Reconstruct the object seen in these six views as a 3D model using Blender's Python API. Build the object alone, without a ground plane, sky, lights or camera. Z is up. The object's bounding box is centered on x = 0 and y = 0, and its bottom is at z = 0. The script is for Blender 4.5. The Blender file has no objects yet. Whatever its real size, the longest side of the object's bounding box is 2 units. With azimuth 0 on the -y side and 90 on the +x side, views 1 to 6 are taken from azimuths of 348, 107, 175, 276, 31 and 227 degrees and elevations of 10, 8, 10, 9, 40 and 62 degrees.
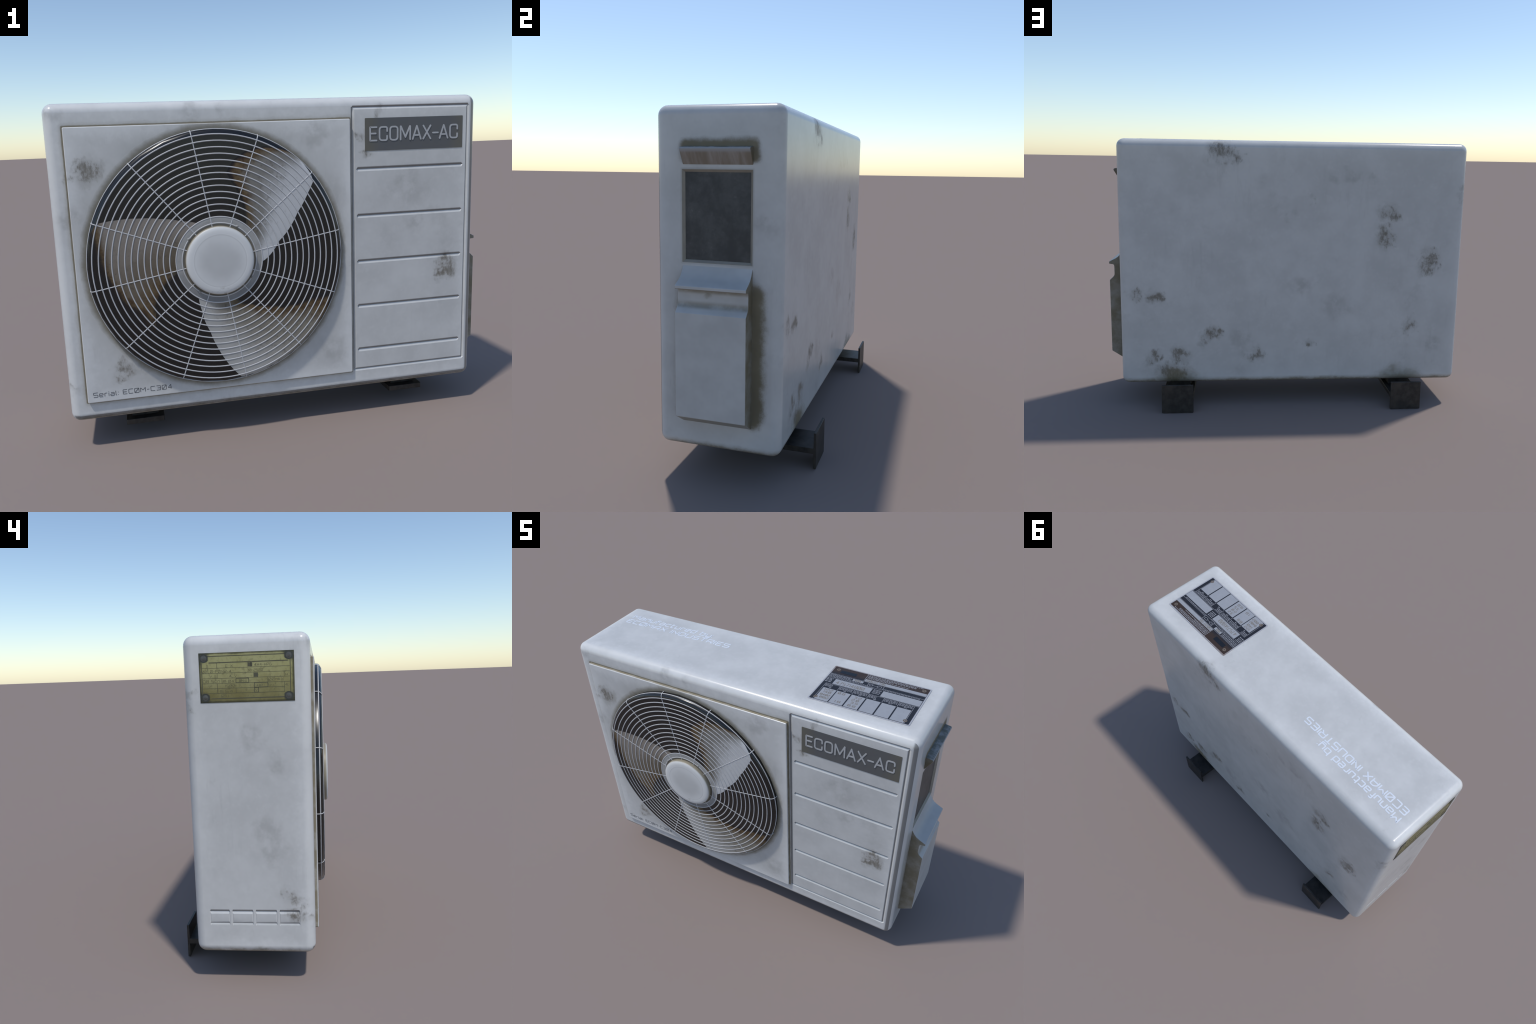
"""Weathered outdoor air-conditioner condenser unit: casing, fan panel with wire
guard, hub cap, name plate, rating plates, service cover and steel feet."""
import bpy, bmesh, math, random
from math import sin, cos, pi, radians, hypot
from mathutils import Vector, Matrix

random.seed(7)
COL = bpy.context.scene.collection

# ------------------------------------------------------------------ dimensions
X0, X1 = -0.9965, 0.924            # casing sides
Y0, Y1 = -0.272, 0.247          # casing front and back
Z0, Z1 = 0.1335, 1.4965         # casing underside and top
ROUND = 0.041
FAN_X, FAN_Z = -0.315, 0.820    # fan axis (runs along y)
PANEL_Y = -0.2865               # face of the raised fan panel
GUARD_Y = -0.3165               # face of the fan drum
DRUM_R = 0.558
CENTRE = Vector((FAN_X, 0.0, FAN_Z))


def lin(r, g, b):
    f = lambda c: (c / 255 / 12.92) if c / 255 <= 0.04045 else ((c / 255 + 0.055) / 1.055) ** 2.4
    return (f(r), f(g), f(b), 1.0)


# ------------------------------------------------------------------ node helper
class Nodes:
    def __init__(self, name):
        self.mat = bpy.data.materials.new(name)
        self.mat.use_nodes = True
        self.t = self.mat.node_tree
        self.bsdf = next(n for n in self.t.nodes if n.type == 'BSDF_PRINCIPLED')
        self._pos = None

    def new(self, kind, **props):
        n = self.t.nodes.new(kind)
        for k, v in props.items():
            setattr(n, k, v)
        return n

    def put(self, sock, v):
        if isinstance(v, bpy.types.NodeSocket):
            self.t.links.new(v, sock)
        else:
            sock.default_value = v

    def m(self, op, a, b=0.0, c=0.0, clamp=False):
        n = self.new('ShaderNodeMath', operation=op, use_clamp=clamp)
        for i, v in enumerate((a, b, c)):
            self.put(n.inputs[i], v)
        return n.outputs[0]

    def step(self, v, lo, hi, a=0.0, b=1.0):
        n = self.new('ShaderNodeMapRange', interpolation_type='SMOOTHSTEP')
        for i, x in enumerate((v, lo, hi, a, b)):
            self.put(n.inputs[i], x)
        return n.outputs[0]

    def mix(self, f, a, b, mode='MIX'):
        n = self.new('ShaderNodeMix', data_type='RGBA', blend_type=mode)
        self.put(n.inputs[0], f)
        self.put(n.inputs[6], a)
        self.put(n.inputs[7], b)
        return n.outputs[2]

    @property
    def pos(self):
        if self._pos is None:
            self._pos = self.new('ShaderNodeTexCoord').outputs['Object']
        return self._pos

    def xyz(self, v=None):
        n = self.new('ShaderNodeSeparateXYZ')
        self.put(n.inputs[0], v or self.pos)
        return n.outputs

    def normal(self):
        return self.xyz(self.new('ShaderNodeNewGeometry').outputs['Normal'])

    def map(self, v, scale=(1, 1, 1), loc=(0, 0, 0), rot=(0, 0, 0)):
        n = self.new('ShaderNodeMapping')
        self.put(n.inputs[0], v)
        n.inputs['Location'].default_value = loc
        n.inputs['Rotation'].default_value = rot
        n.inputs['Scale'].default_value = scale
        return n.outputs[0]

    def noise(self, scale, detail=4.0, rough=0.6, v=None, distort=0.0, col=False):
        n = self.new('ShaderNodeTexNoise')
        self.put(n.inputs['Vector'], v or self.pos)
        n.inputs['Scale'].default_value = scale
        n.inputs['Detail'].default_value = detail
        n.inputs['Roughness'].default_value = rough
        n.inputs['Distortion'].default_value = distort
        return n.outputs['Color' if col else 'Fac']

    def dist(self, v, p):
        n = self.new('ShaderNodeVectorMath', operation='DISTANCE')
        self.put(n.inputs[0], v)
        n.inputs[1].default_value = p
        return n.outputs['Value']

    def warp(self, scale, amount):
        c = self.noise(scale, 3, col=True)
        s = self.new('ShaderNodeVectorMath', operation='SUBTRACT')
        self.put(s.inputs[0], c)
        s.inputs[1].default_value = (.5, .5, .5)
        k = self.new('ShaderNodeVectorMath', operation='SCALE')
        self.put(k.inputs[0], s.outputs[0])
        k.inputs['Scale'].default_value = amount
        a = self.new('ShaderNodeVectorMath', operation='ADD')
        self.put(a.inputs[0], self.pos)
        self.put(a.inputs[1], k.outputs[0])
        return a.outputs[0]

    def rect(self, a, b, ca, cb, ha, hb):
        """signed-ish distance outside a rectangle in the plane of sockets a, b"""
        da = self.m('MAXIMUM', self.m('SUBTRACT', self.m('ABSOLUTE', self.m('SUBTRACT', a, ca)), ha), 0.0)
        db = self.m('MAXIMUM', self.m('SUBTRACT', self.m('ABSOLUTE', self.m('SUBTRACT', b, cb)), hb), 0.0)
        return self.m('SQRT', self.m('ADD', self.m('MULTIPLY', da, da), self.m('MULTIPLY', db, db)))

    def bump(self, h, dist=0.002, strength=0.3):
        n = self.new('ShaderNodeBump')
        n.inputs['Strength'].default_value = strength
        n.inputs['Distance'].default_value = dist
        self.put(n.inputs['Height'], h)
        self.t.links.new(n.outputs[0], self.bsdf.inputs['Normal'])

    def set(self, color=None, rough=None, metal=None, spec=None, coat=None):
        for key, v in (('Base Color', color), ('Roughness', rough), ('Metallic', metal),
                       ('Specular IOR Level', spec), ('Coat Weight', coat)):
            if v is not None:
                self.put(self.bsdf.inputs[key], v)
        return self.mat


# ------------------------------------------------------------------ materials
PAINT = (0.520, 0.520, 0.510, 1)
OLIVE = (0.118, 0.096, 0.050, 1)
TAN = (0.22, 0.185, 0.115, 1)

# stains: centre and radius, where the pictures show them
STAINS = [
    # back
    ((.373, Y1, 1.438), .085, 1.0), ((.285, Y1, 1.40), .06, .7), ((.335, Y1, 1.43), .07, .95), ((.41, Y1, 1.43), .05, .85), ((.742, Y1, .637), .062, 1.0),
    ((.848, Y1, .652), .05, .75), ((.420, Y1, .420), .062, 1.0), ((.484, Y1, .372), .045, .8),
    ((.190, Y1, .292), .07, .85), ((.758, Y1, .279), .06, .95), ((.640, Y1, .200), .09, 1.0),
    ((-.123, Y1, .366), .045, .9), ((-.557, Y1, 1.10), .075, .9), ((-.560, Y1, .985), .07, 1.0),
    ((-.795, Y1, .845), .085, 1.0), ((-.712, Y1, .458), .06, .8), ((-.135, Y1, 1.17), .03, .6),
    ((.60, Y1, .30), .07, .85), ((-.99, Y1, 1.19), .05, .6),
    # front
    ((-.860, PANEL_Y, 1.21), .085, .9), ((-.80, PANEL_Y, 1.235), .06, .75), ((-.756, PANEL_Y, .36), .065, .85),
    ((.781, Y0, .70), .07, 1.0), ((.735, Y0, .63), .04, .5), ((.383, Y0, 1.235), .045, .9),
    ((.345, Y0, 1.32), .05, .7), ((.439, Y0, 1.43), .04, .65), ((-.99, Y0, .30), .03, .8),
    # left end
    ((X0, -.209, .325), .05, .95), ((X0, -.175, .385), .055, .75), ((X0, .24, 1.26), .04, .7),
]
# soft grey wipe marks
SMUDGES = [
    ((-.073, Y1, .70), .09), ((-.271, Y1, .577), .10), ((-.01, Y1, 1.086), .06), ((-.338, Y1, 1.312), .06),
    ((-.24, Y1, 1.30), .05), ((.26, Y1, .40), .09), ((-.85, Y1, .35), .07), ((-.45, Y1, 1.30), .05),
    ((X0, -.013, 1.067), .075), ((X0, -.074, .667), .085), ((X0, -.092, .582), .07), ((X0, -.13, .95), .06),
    ((.583, Y0, 1.10), .11), ((-.392, Y0, 1.452), .06), ((-.267, Y0, 1.452), .06), ((-.939, Y0, 1.03), .07),
    ((-.97, Y0, 1.453), .06), ((X1, .18, 1.05), .07), ((X1, .02, .55), .07), ((.62, Y0, .92), .08),
    ((.20, PANEL_Y, .36), .09), ((.14, PANEL_Y, 1.33), .08),
]


def paint(name, front=False, panel=False, side=False, tint=(1, 1, 1), rough=.21):
    """white enamel with clouds, wipe marks, grime stains and dirt gathered at joints"""
    N = Nodes(name)
    x, y, z = N.xyz()
    base = tuple(c * t for c, t in zip(PAINT[:3], tint)) + (1,)
    cloud = N.noise(5.5, 6, .62)
    col = N.mix(N.step(cloud, .32, .70), tuple(c * .925 for c in base[:3]) + (1,), tuple(c * 1.05 for c in base[:3]) + (1,))
    fine = N.noise(26, 5, .7)
    col = N.mix(N.m('MULTIPLY', N.step(fine, .48, .75), .30), col, tuple(c * 1.16 for c in base[:3]) + (1,))
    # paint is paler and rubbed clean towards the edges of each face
    if panel:
        ed = N.m('MINIMUM', N.m('SUBTRACT', .609, N.m('ABSOLUTE', N.m('SUBTRACT', x, -.3105))),
                 N.m('SUBTRACT', .588, N.m('ABSOLUTE', N.m('SUBTRACT', z, .8125))))
        worn = N.step(N.m('ADD', ed, N.m('MULTIPLY', N.m('SUBTRACT', fine, .5), .10)), .075, .0)
    else:
        gap = [N.m('MAXIMUM', N.m('MINIMUM', N.m('SUBTRACT', q, lo), N.m('SUBTRACT', hi, q)), 0.0)
               for q, lo, hi in ((x, X0, X1), (y, Y0, Y1), (z, Z0, Z1))]
        small = N.m('MINIMUM', N.m('MINIMUM', gap[0], gap[1]), gap[2])
        big = N.m('MAXIMUM', N.m('MAXIMUM', gap[0], gap[1]), gap[2])
        ed = N.m('SUBTRACT', N.m('SUBTRACT', N.m('ADD', N.m('ADD', gap[0], gap[1]), gap[2]), small), big)
        worn = N.step(N.m('ADD', ed, N.m('MULTIPLY', N.m('SUBTRACT', fine, .5), .12)), .105, .015)
    col = N.mix(N.m('MULTIPLY', N.m('MULTIPLY', worn, N.step(y, Y1 - .12, Y1 - .01, 1.0, .40)), N.m('MULTIPLY', N.step(x, X1 - .10, X1 - .005, 1.0, .55), N.step(cloud, .2, .7, .55, .95))), col, tuple(c * 1.22 for c in base[:3]) + (1,))
    # vertical wiping streaks
    streak = N.noise(1.0, 4, .65, N.map(N.pos, (34, 34, 4.5)))
    patch = N.noise(3.1, 2, .5, N.map(N.pos, loc=(3, 1, 7)))
    col = N.mix(N.m('MULTIPLY', N.m('MULTIPLY', N.step(streak, .52, .70), N.step(patch, .50, .64)), .12), col, (.27, .27, .265, 1))
    # smudges
    w1 = N.warp(9, .16)
    sm = 0.0
    for p, r in SMUDGES:
        sm = N.m('MAXIMUM', sm, N.step(N.dist(w1, p), r, r * .25))
    sm = N.m('MULTIPLY', sm, N.step(N.noise(15, 4, .6), .34, .60))
    col = N.mix(N.m('MULTIPLY', sm, .42), col, (.30, .295, .285, 1))
    rnd = N.m('MULTIPLY', N.step(N.noise(4.2, 5, .7, N.map(N.pos, loc=(11, 4, 2))), .57, .74), N.step(z, Z1 - .002, Z1 - .03, .10, .26))
    col = N.mix(rnd, col, (.31, .305, .295, 1))
    # grime stains
    w2 = N.warp(11, .19)
    st = 0.0
    for p, r, k in STAINS:
        st = N.m('MAXIMUM', st, N.step(N.dist(w2, p), r * 1.42, 0.0, 0.0, k))
    grain = N.noise(85, 5, .75, N.map(N.pos, (1, .8, .45), rot=(.5, .55, .3)))
    grain2 = N.noise(22, 3, .6)
    mottled = N.m('ADD', N.m('MULTIPLY', grain, .6), N.m('MULTIPLY', grain2, .4))
    speck = N.step(N.m('ADD', N.m('MULTIPLY', st, .40), mottled), .60, .94)
    grime = N.m('MULTIPLY', N.m('MULTIPLY', speck, N.step(st, .02, .45)), .78)
    grime = N.m('MAXIMUM', grime, N.m('MULTIPLY', N.step(st, .02, .9), .22))
    ragged = N.m('MULTIPLY', N.m('SUBTRACT', N.noise(14, 5, .7), .5), .07)
    dirt = 0.0
    dirt = N.m('MAXIMUM', dirt, N.m('MULTIPLY', N.step(N.m('SUBTRACT', z, ragged), Z0 + .036, Z0 + .004), .74))
    for px, r in ((-.66, .15), (.62, .15)):        # grime over the back feet
        d = N.dist(N.map(w1, (.8, .4, 1.3)), (px * .8, Y1 * .4, Z0 * 1.3))
        dirt = N.m('MAXIMUM', dirt, N.m('MULTIPLY', N.step(N.m('ADD', d, ragged), r, .03), .75))
    if front:
        d = N.rect(x, z, (-.920 + .298) / 2, (1.400 + .225) / 2, .609, .5875)
        near = N.m('LESS_THAN', y, Y0 + .02)
        wide = N.step(N.m('ADD', d, N.m('MULTIPLY', ragged, .5)), .024, .0)
        thin = N.step(N.m('ADD', d, N.m('MULTIPLY', ragged, .10)), .0115, .004)
        k = N.m('MULTIPLY', N.m('MAXIMUM', N.m('MULTIPLY', wide, .30), N.m('MULTIPLY', thin, .88)), near)
        dirt = N.m('MAXIMUM', dirt, k)
    if panel:
        rr = N.m('SQRT', N.m('ADD', N.m('POWER', N.m('SUBTRACT', x, FAN_X), 2), N.m('POWER', N.m('SUBTRACT', z, FAN_Z), 2)))
        halo = N.step(N.m('ADD', rr, N.m('MULTIPLY', ragged, .4)), .606, .560)
        dirt = N.m('MAXIMUM', dirt, N.m('MULTIPLY', N.m('POWER', halo, 1.35), .80))
        soft = N.step(N.m('ADD', rr, ragged), .70, .57)
        dirt = N.m('MAXIMUM', dirt, N.m('MULTIPLY', soft, .13))
        edge = N.step(y, PANEL_Y + .0015, PANEL_Y + .006)
        dirt = N.m('MAXIMUM', dirt, N.m('MULTIPLY', edge, N.step(N.noise(17, 3), .25, .6, .55, .92)))
    if side:
        wall = N.m('MULTIPLY', N.m('GREATER_THAN', x, X1 - .03), 1.0)
        rg = N.m('MULTIPLY', ragged, .55)
        # service cover: thick on the rear side, thinner forward and below
        rg = N.m('MULTIPLY', N.m('SUBTRACT', N.noise(18, 6, .75), .5), .075)
        d = N.rect(y, z, -.0135, .545, .1435, .255)
        rear = N.m('MULTIPLY', N.step(y, .09, .145), N.step(z, .86, .78))
        reach = N.m('ADD', .042, N.m('MULTIPLY', rear, .026))
        k = N.step(N.m('ADD', d, N.m('MULTIPLY', rg, .8)), reach, N.m('MULTIPLY', reach, N.m('ADD', .0, N.m('MULTIPLY', rear, .42))))
        k = N.m('MULTIPLY', k, N.m('ADD', .68, N.m('MULTIPLY', rear, .26)))
        d2 = N.m('ADD', N.rect(y, z, -.005, 1.322, .137, .022), N.m('MULTIPLY', rg, .4))
        up = N.m('MAXIMUM', N.step(z, 1.30, 1.335), N.step(y, .09, .13))
        k2 = N.m('MULTIPLY', N.step(d2, .036, .010), N.m('ADD', .35, N.m('MULTIPLY', up, .60)))
        k = N.m('MAXIMUM', k, N.m('MULTIPLY', k2, N.step(z, 1.262, 1.285)))
        d3 = N.rect(y, z, -.0148, 1.0739, .1437, .1794)
        k = N.m('MAXIMUM', k, N.m('MULTIPLY', N.step(d3, .010, .0), .25))
        dirt = N.m('MAXIMUM', dirt, N.m('MULTIPLY', k, wall))
    # chamfer of the screen recess is tan
    olive = N.mix(N.noise(9, 3), OLIVE, TAN)
    col = N.mix(N.m('MINIMUM', grime, .9), col, (.090, .072, .042, 1))
    col = N.mix(N.m('MINIMUM', dirt, .95), col, olive if not panel else N.mix(edge, OLIVE, TAN))
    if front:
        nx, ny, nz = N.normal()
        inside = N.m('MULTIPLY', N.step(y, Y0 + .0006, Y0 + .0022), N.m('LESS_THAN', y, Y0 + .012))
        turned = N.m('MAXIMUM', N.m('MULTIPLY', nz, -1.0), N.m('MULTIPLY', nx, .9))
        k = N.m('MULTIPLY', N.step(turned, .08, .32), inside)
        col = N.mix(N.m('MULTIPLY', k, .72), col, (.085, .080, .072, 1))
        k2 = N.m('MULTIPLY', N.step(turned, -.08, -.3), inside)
        col = N.mix(N.m('MULTIPLY', k2, .6), col, tuple(c * 1.25 for c in base[:3]) + (1,))  # sides facing up and left painted pale, as if lit
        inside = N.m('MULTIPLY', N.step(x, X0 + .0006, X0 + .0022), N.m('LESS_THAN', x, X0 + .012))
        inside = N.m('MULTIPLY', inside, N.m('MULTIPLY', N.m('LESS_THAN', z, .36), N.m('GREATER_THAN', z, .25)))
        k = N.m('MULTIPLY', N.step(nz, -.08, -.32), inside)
        col = N.mix(N.m('MULTIPLY', k, N.step(z, .29, .32, .25, .62)), col, (.085, .080, .072, 1))  # shade under the upper edge of the vent slots, put into the colour
    N.bump(N.m('ADD', N.m('MULTIPLY', fine, .6), streak), .0006, .10)
    alld = N.m('MAXIMUM', dirt, N.m('MULTIPLY', grime, .6))
    return N.set(col, N.m('ADD', rough, N.m('MULTIPLY', alld, .45)), 0.0, .5)


def cover_paint():
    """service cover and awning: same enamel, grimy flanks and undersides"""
    N = Nodes('grimy_cover_paint')
    x, y, z = N.xyz()
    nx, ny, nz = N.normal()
    cloud = N.noise(7, 5, .6)
    col = N.mix(N.step(cloud, .3, .7), tuple(c * .86 for c in PAINT[:3]) + (1,), PAINT)
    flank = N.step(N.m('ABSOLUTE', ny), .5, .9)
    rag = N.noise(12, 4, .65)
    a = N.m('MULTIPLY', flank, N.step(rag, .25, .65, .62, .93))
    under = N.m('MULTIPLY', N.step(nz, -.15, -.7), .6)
    # grime in the two hollows of the cover
    for zc, h in ((.795, .016), (.738, .022)):
        k = N.m('MULTIPLY', N.step(N.m('ABSOLUTE', N.m('SUBTRACT', z, zc)), h, .002), N.step(x, .987, .975))
        k = N.m('MULTIPLY', k, N.step(rag, .28, .6, .35, .95))
        a = N.m('MAXIMUM', a, N.m('MULTIPLY', k, .62))
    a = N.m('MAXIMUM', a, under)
    spot = N.step(N.dist(N.warp(30, .03), (.9707, -.03, .782)), .022, .0)
    a = N.m('MAXIMUM', a, N.m('MULTIPLY', spot, .6))
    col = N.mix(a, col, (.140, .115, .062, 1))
    return N.set(col, .42, 0.0, .5)


def awning_paint():
    N = Nodes('stained_awning_paint')
    x, y, z = N.xyz()
    s = N.noise(1, 5, .6, N.map(N.pos, (3, 30, 5), rot=(.35, 0, 0)))
    col = N.mix(N.step(s, .35, .68), (.22, .185, .145, 1), (.33, .30, .27, 1))
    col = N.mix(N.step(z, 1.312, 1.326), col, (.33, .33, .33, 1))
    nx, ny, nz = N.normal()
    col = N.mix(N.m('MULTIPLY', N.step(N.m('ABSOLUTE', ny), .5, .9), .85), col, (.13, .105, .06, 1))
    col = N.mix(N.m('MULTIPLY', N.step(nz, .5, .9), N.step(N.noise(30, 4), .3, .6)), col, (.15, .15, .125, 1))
    return N.set(col, .5, 0.0, .4)


def plain(name, color, rough=.5, metal=0.0, spec=.5, vary=.15, scale=20):
    N = Nodes(name)
    n = N.noise(scale, 4, .6)
    c0 = tuple(c * (1 - vary) for c in color[:3]) + (1,)
    c1 = tuple(c * (1 + vary) for c in color[:3]) + (1,)
    return N.set(N.mix(n, c0, c1), rough, metal, spec)


def steel_mat():
    N = Nodes('dark_steel')
    n = N.noise(30, 6, .7)
    col = N.mix(N.step(n, .3, .7), (.016, .015, .014, 1), (.045, .041, .037, 1))
    r = N.noise(9, 4, .6, N.map(N.pos, (1, 1, .3)))
    col = N.mix(N.m('MULTIPLY', N.step(r, .5, .7), .6), col, (.060, .050, .042, 1))
    N.bump(n, .001, .3)
    return N.set(col, .48, .25, .5)


def screen_mat():
    N = Nodes('dusty_dark_screen')
    n = N.noise(9, 6, .68)
    f = N.noise(45, 5, .75)
    col = N.mix(N.step(n, .36, .70), (.040, .041, .041, 1), (.080, .081, .079, 1))
    k = N.m('MULTIPLY', N.step(f, .55, .72), N.step(n, .48, .68))
    col = N.mix(N.m('MULTIPLY', k, .6), col, (.18, .18, .18, 1))
    return N.set(col, .5, 0.0, .5)


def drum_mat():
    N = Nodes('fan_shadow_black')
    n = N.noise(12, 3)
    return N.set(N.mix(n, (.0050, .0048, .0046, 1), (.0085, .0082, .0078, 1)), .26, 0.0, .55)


def blade_mat(name, lead, trail, light, mid, spread, outer=None):
    """polar gradient across one blade: clean leading edge, speckled middle, trailing edge of rust and painted shade"""
    N = Nodes(name)
    x, y, z = N.xyz()
    r = N.m('SQRT', N.m('ADD', N.m('MULTIPLY', x, x), N.m('MULTIPLY', z, z)))
    th = N.m('DIVIDE', N.m('ADD', N.m('MULTIPLY', N.m('ARCTAN2', z, x), 180 / pi), 20.0), 140.0)
    rn = N.m('DIVIDE', r, .6)

    def curve(pts):
        n = N.new('ShaderNodeFloatCurve')
        c = n.mapping.curves[0]
        pts = sorted((p[0] / .6, (p[1] + 20) / 140) for p in pts)
        for i, (u, v) in enumerate(pts):
            if i < 2:
                c.points[i].location = (u, v)
            else:
                c.points.new(u, v)
        for p in c.points:
            p.handle_type = 'VECTOR'
        n.mapping.update()
        N.put(n.inputs['Value'], rn)
        return n.outputs[0]

    a, b = curve(lead), curve(trail)
    wob = N.m('MULTIPLY', N.m('SUBTRACT', N.noise(13, 6, .75), .5), .34)
    t = N.m('DIVIDE', N.m('SUBTRACT', th, a), N.m('SUBTRACT', b, a), clamp=True)
    tw = N.m('ADD', t, wob)
    col = N.mix(N.step(tw, spread[0], spread[1]), light, mid)
    speck = N.noise(42, 5, .72)
    col = N.mix(N.m('MULTIPLY', N.step(speck, .54, .74), N.step(tw, .10, .5, .12, .75)), col, (.075, .062, .045, 1))
    rust = N.mix(N.step(N.noise(30, 5, .7), .35, .65), (.056, .029, .010, 1), (.120, .080, .036, 1))
    col = N.mix(N.step(tw, spread[1] + .02, spread[2]), col, rust)
    col = N.mix(N.step(tw, spread[2] + .02, 1.0), col, (.020, .009, .0065, 1))
    col = N.mix(N.step(t, .93, 1.0), col, (.0085, .0075, .007, 1))  # last strip goes near black: shadow painted onto the blade
    if outer:
        o = curve(outer)       # angle beyond which the blade sinks into rust and painted shade at its rim
        k = N.step(N.m('ADD', N.m('SUBTRACT', th, o), N.m('MULTIPLY', wob, .35)), -.17, -.02)
        k = N.m('MULTIPLY', k, N.step(r, .28, .44))
        col = N.mix(N.step(k, .0, .55), col, rust)
        col = N.mix(N.step(k, .5, 1.0), col, (.012, .008, .007, 1))
    root = N.m('MULTIPLY', N.step(r, .26, .19), N.step(t, .15, .7))
    col = N.mix(N.m('MULTIPLY', root, .5), col, (.09, .075, .05, 1))
    return N.set(col, .55, 0.0, .35)


def hub_mat():
    N = Nodes('hub_grey_metal')
    x, y, z = N.xyz()
    n = N.noise(16, 5, .7)
    col = N.mix(n, (.22, .215, .205, 1), (.42, .415, .40, 1))
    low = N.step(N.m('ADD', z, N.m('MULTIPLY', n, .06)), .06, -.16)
    col = N.mix(N.m('MULTIPLY', low, .65), col, (.11, .115, .125, 1))  # shading of the ring's lower half, put into its colour
    r = N.m('SQRT', N.m('ADD', N.m('MULTIPLY', x, x), N.m('MULTIPLY', z, z)))
    col = N.mix(N.m('MULTIPLY', N.step(r, .168, .152), .8), col, (.095, .075, .042, 1))
    return N.set(col, .5, 0.0, .4)


def brass_mat():
    N = Nodes('tarnished_brass')
    x, y, z = N.xyz()
    n = N.noise(14, 5, .65)
    col = N.mix(n, (.32, .29, .125, 1), (.52, .48, .24, 1))
    low = N.step(N.m('ADD', z, N.m('MULTIPLY', n, .12)), 1.44, 1.27)
    col = N.mix(N.m('MULTIPLY', low, .65), col, (.125, .100, .032, 1))
    e = N.m('SUBTRACT', .1925, N.m('ABSOLUTE', N.m('ADD', y, .0155)))
    f = N.m('SUBTRACT', .100, N.m('ABSOLUTE', N.m('SUBTRACT', z, 1.324)))
    d = N.m('MINIMUM', e, f)
    band = N.step(N.m('ADD', d, N.m('MULTIPLY', N.m('SUBTRACT', n, .5), .012)), .0105, .002)
    col = N.mix(N.m('MULTIPLY', band, .8), col, (.040, .040, .030, 1))
    cu = N.m('SUBTRACT', N.m('ABSOLUTE', N.m('ADD', y, .0155)), .1925)
    cv = N.m('SUBTRACT', N.m('ABSOLUTE', N.m('SUBTRACT', z, 1.324)), .100)
    cd = N.m('SQRT', N.m('ADD', N.m('MULTIPLY', cu, cu), N.m('MULTIPLY', cv, cv)))
    col = N.mix(N.m('MULTIPLY', N.step(N.m('ADD', cd, N.m('MULTIPLY', N.m('SUBTRACT', n, .5), .03)), .050, .028), .75), col, (.045, .047, .040, 1))
    f = N.noise(60, 4, .7)
    col = N.mix(N.m('MULTIPLY', N.step(f, .50, .72), .5), col, (.13, .12, .065, 1))
    return N.set(col, N.step(n, .3, .7, .30, .42), .70, .5)


def plate_mat():
    N = Nodes('plate_black')
    x, y, z = N.xyz()
    n = N.noise(18, 5, .65)
    col = N.mix(n, (.012, .013, .018, 1), (.022, .023, .030, 1))
    rusty = N.step(N.m('ADD', y, N.m('MULTIPLY', n, .06)), .08, .125)
    col = N.mix(N.m('MULTIPLY', rusty, .85), col, (.045, .028, .020, 1))
    return N.set(col, .42, 0.0, .3)


def field_mat():
    N = Nodes('plate_bare_metal')
    n = N.noise(30, 5, .7)
    f = N.noise(140, 3, .7)
    col = N.mix(n, (.29, .30, .325, 1), (.36, .37, .39, 1))
    col = N.mix(N.m('MULTIPLY', N.step(f, .60, .75), .4), col, (.20, .17, .14, 1))
    return N.set(col, .45, .15, .5)


def rim_mat():
    N = Nodes('plate_rim_metal')
    x, y, z = N.xyz()
    n = N.noise(40, 4, .7)
    k = N.m('MULTIPLY', N.step(N.m('ADD', N.m('SUBTRACT', y, N.m('MULTIPLY', x, .25)), N.m('MULTIPLY', n, .10)), .0, .14), .9)
    col = N.mix(k, (.42, .42, .44, 1), (.17, .10, .065, 1))
    return N.set(col, .4, .2, .5)


def nameplate_mat():
    N = Nodes('nameplate_grey')
    x, y, z = N.xyz()
    n = N.noise(7, 4)
    u = N.m('SUBTRACT', N.m('ABSOLUTE', N.m('SUBTRACT', x, .612)), .155)
    k = N.step(N.m('ADD', u, N.m('MULTIPLY', N.m('SUBTRACT', n, .5), .12)), .0, .085)
    col = N.mix(N.m('MULTIPLY', k, .75), (.098, .100, .102, 1), (.124, .116, .088, 1))
    return N.set(col, .5, 0.0, .4)


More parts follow.
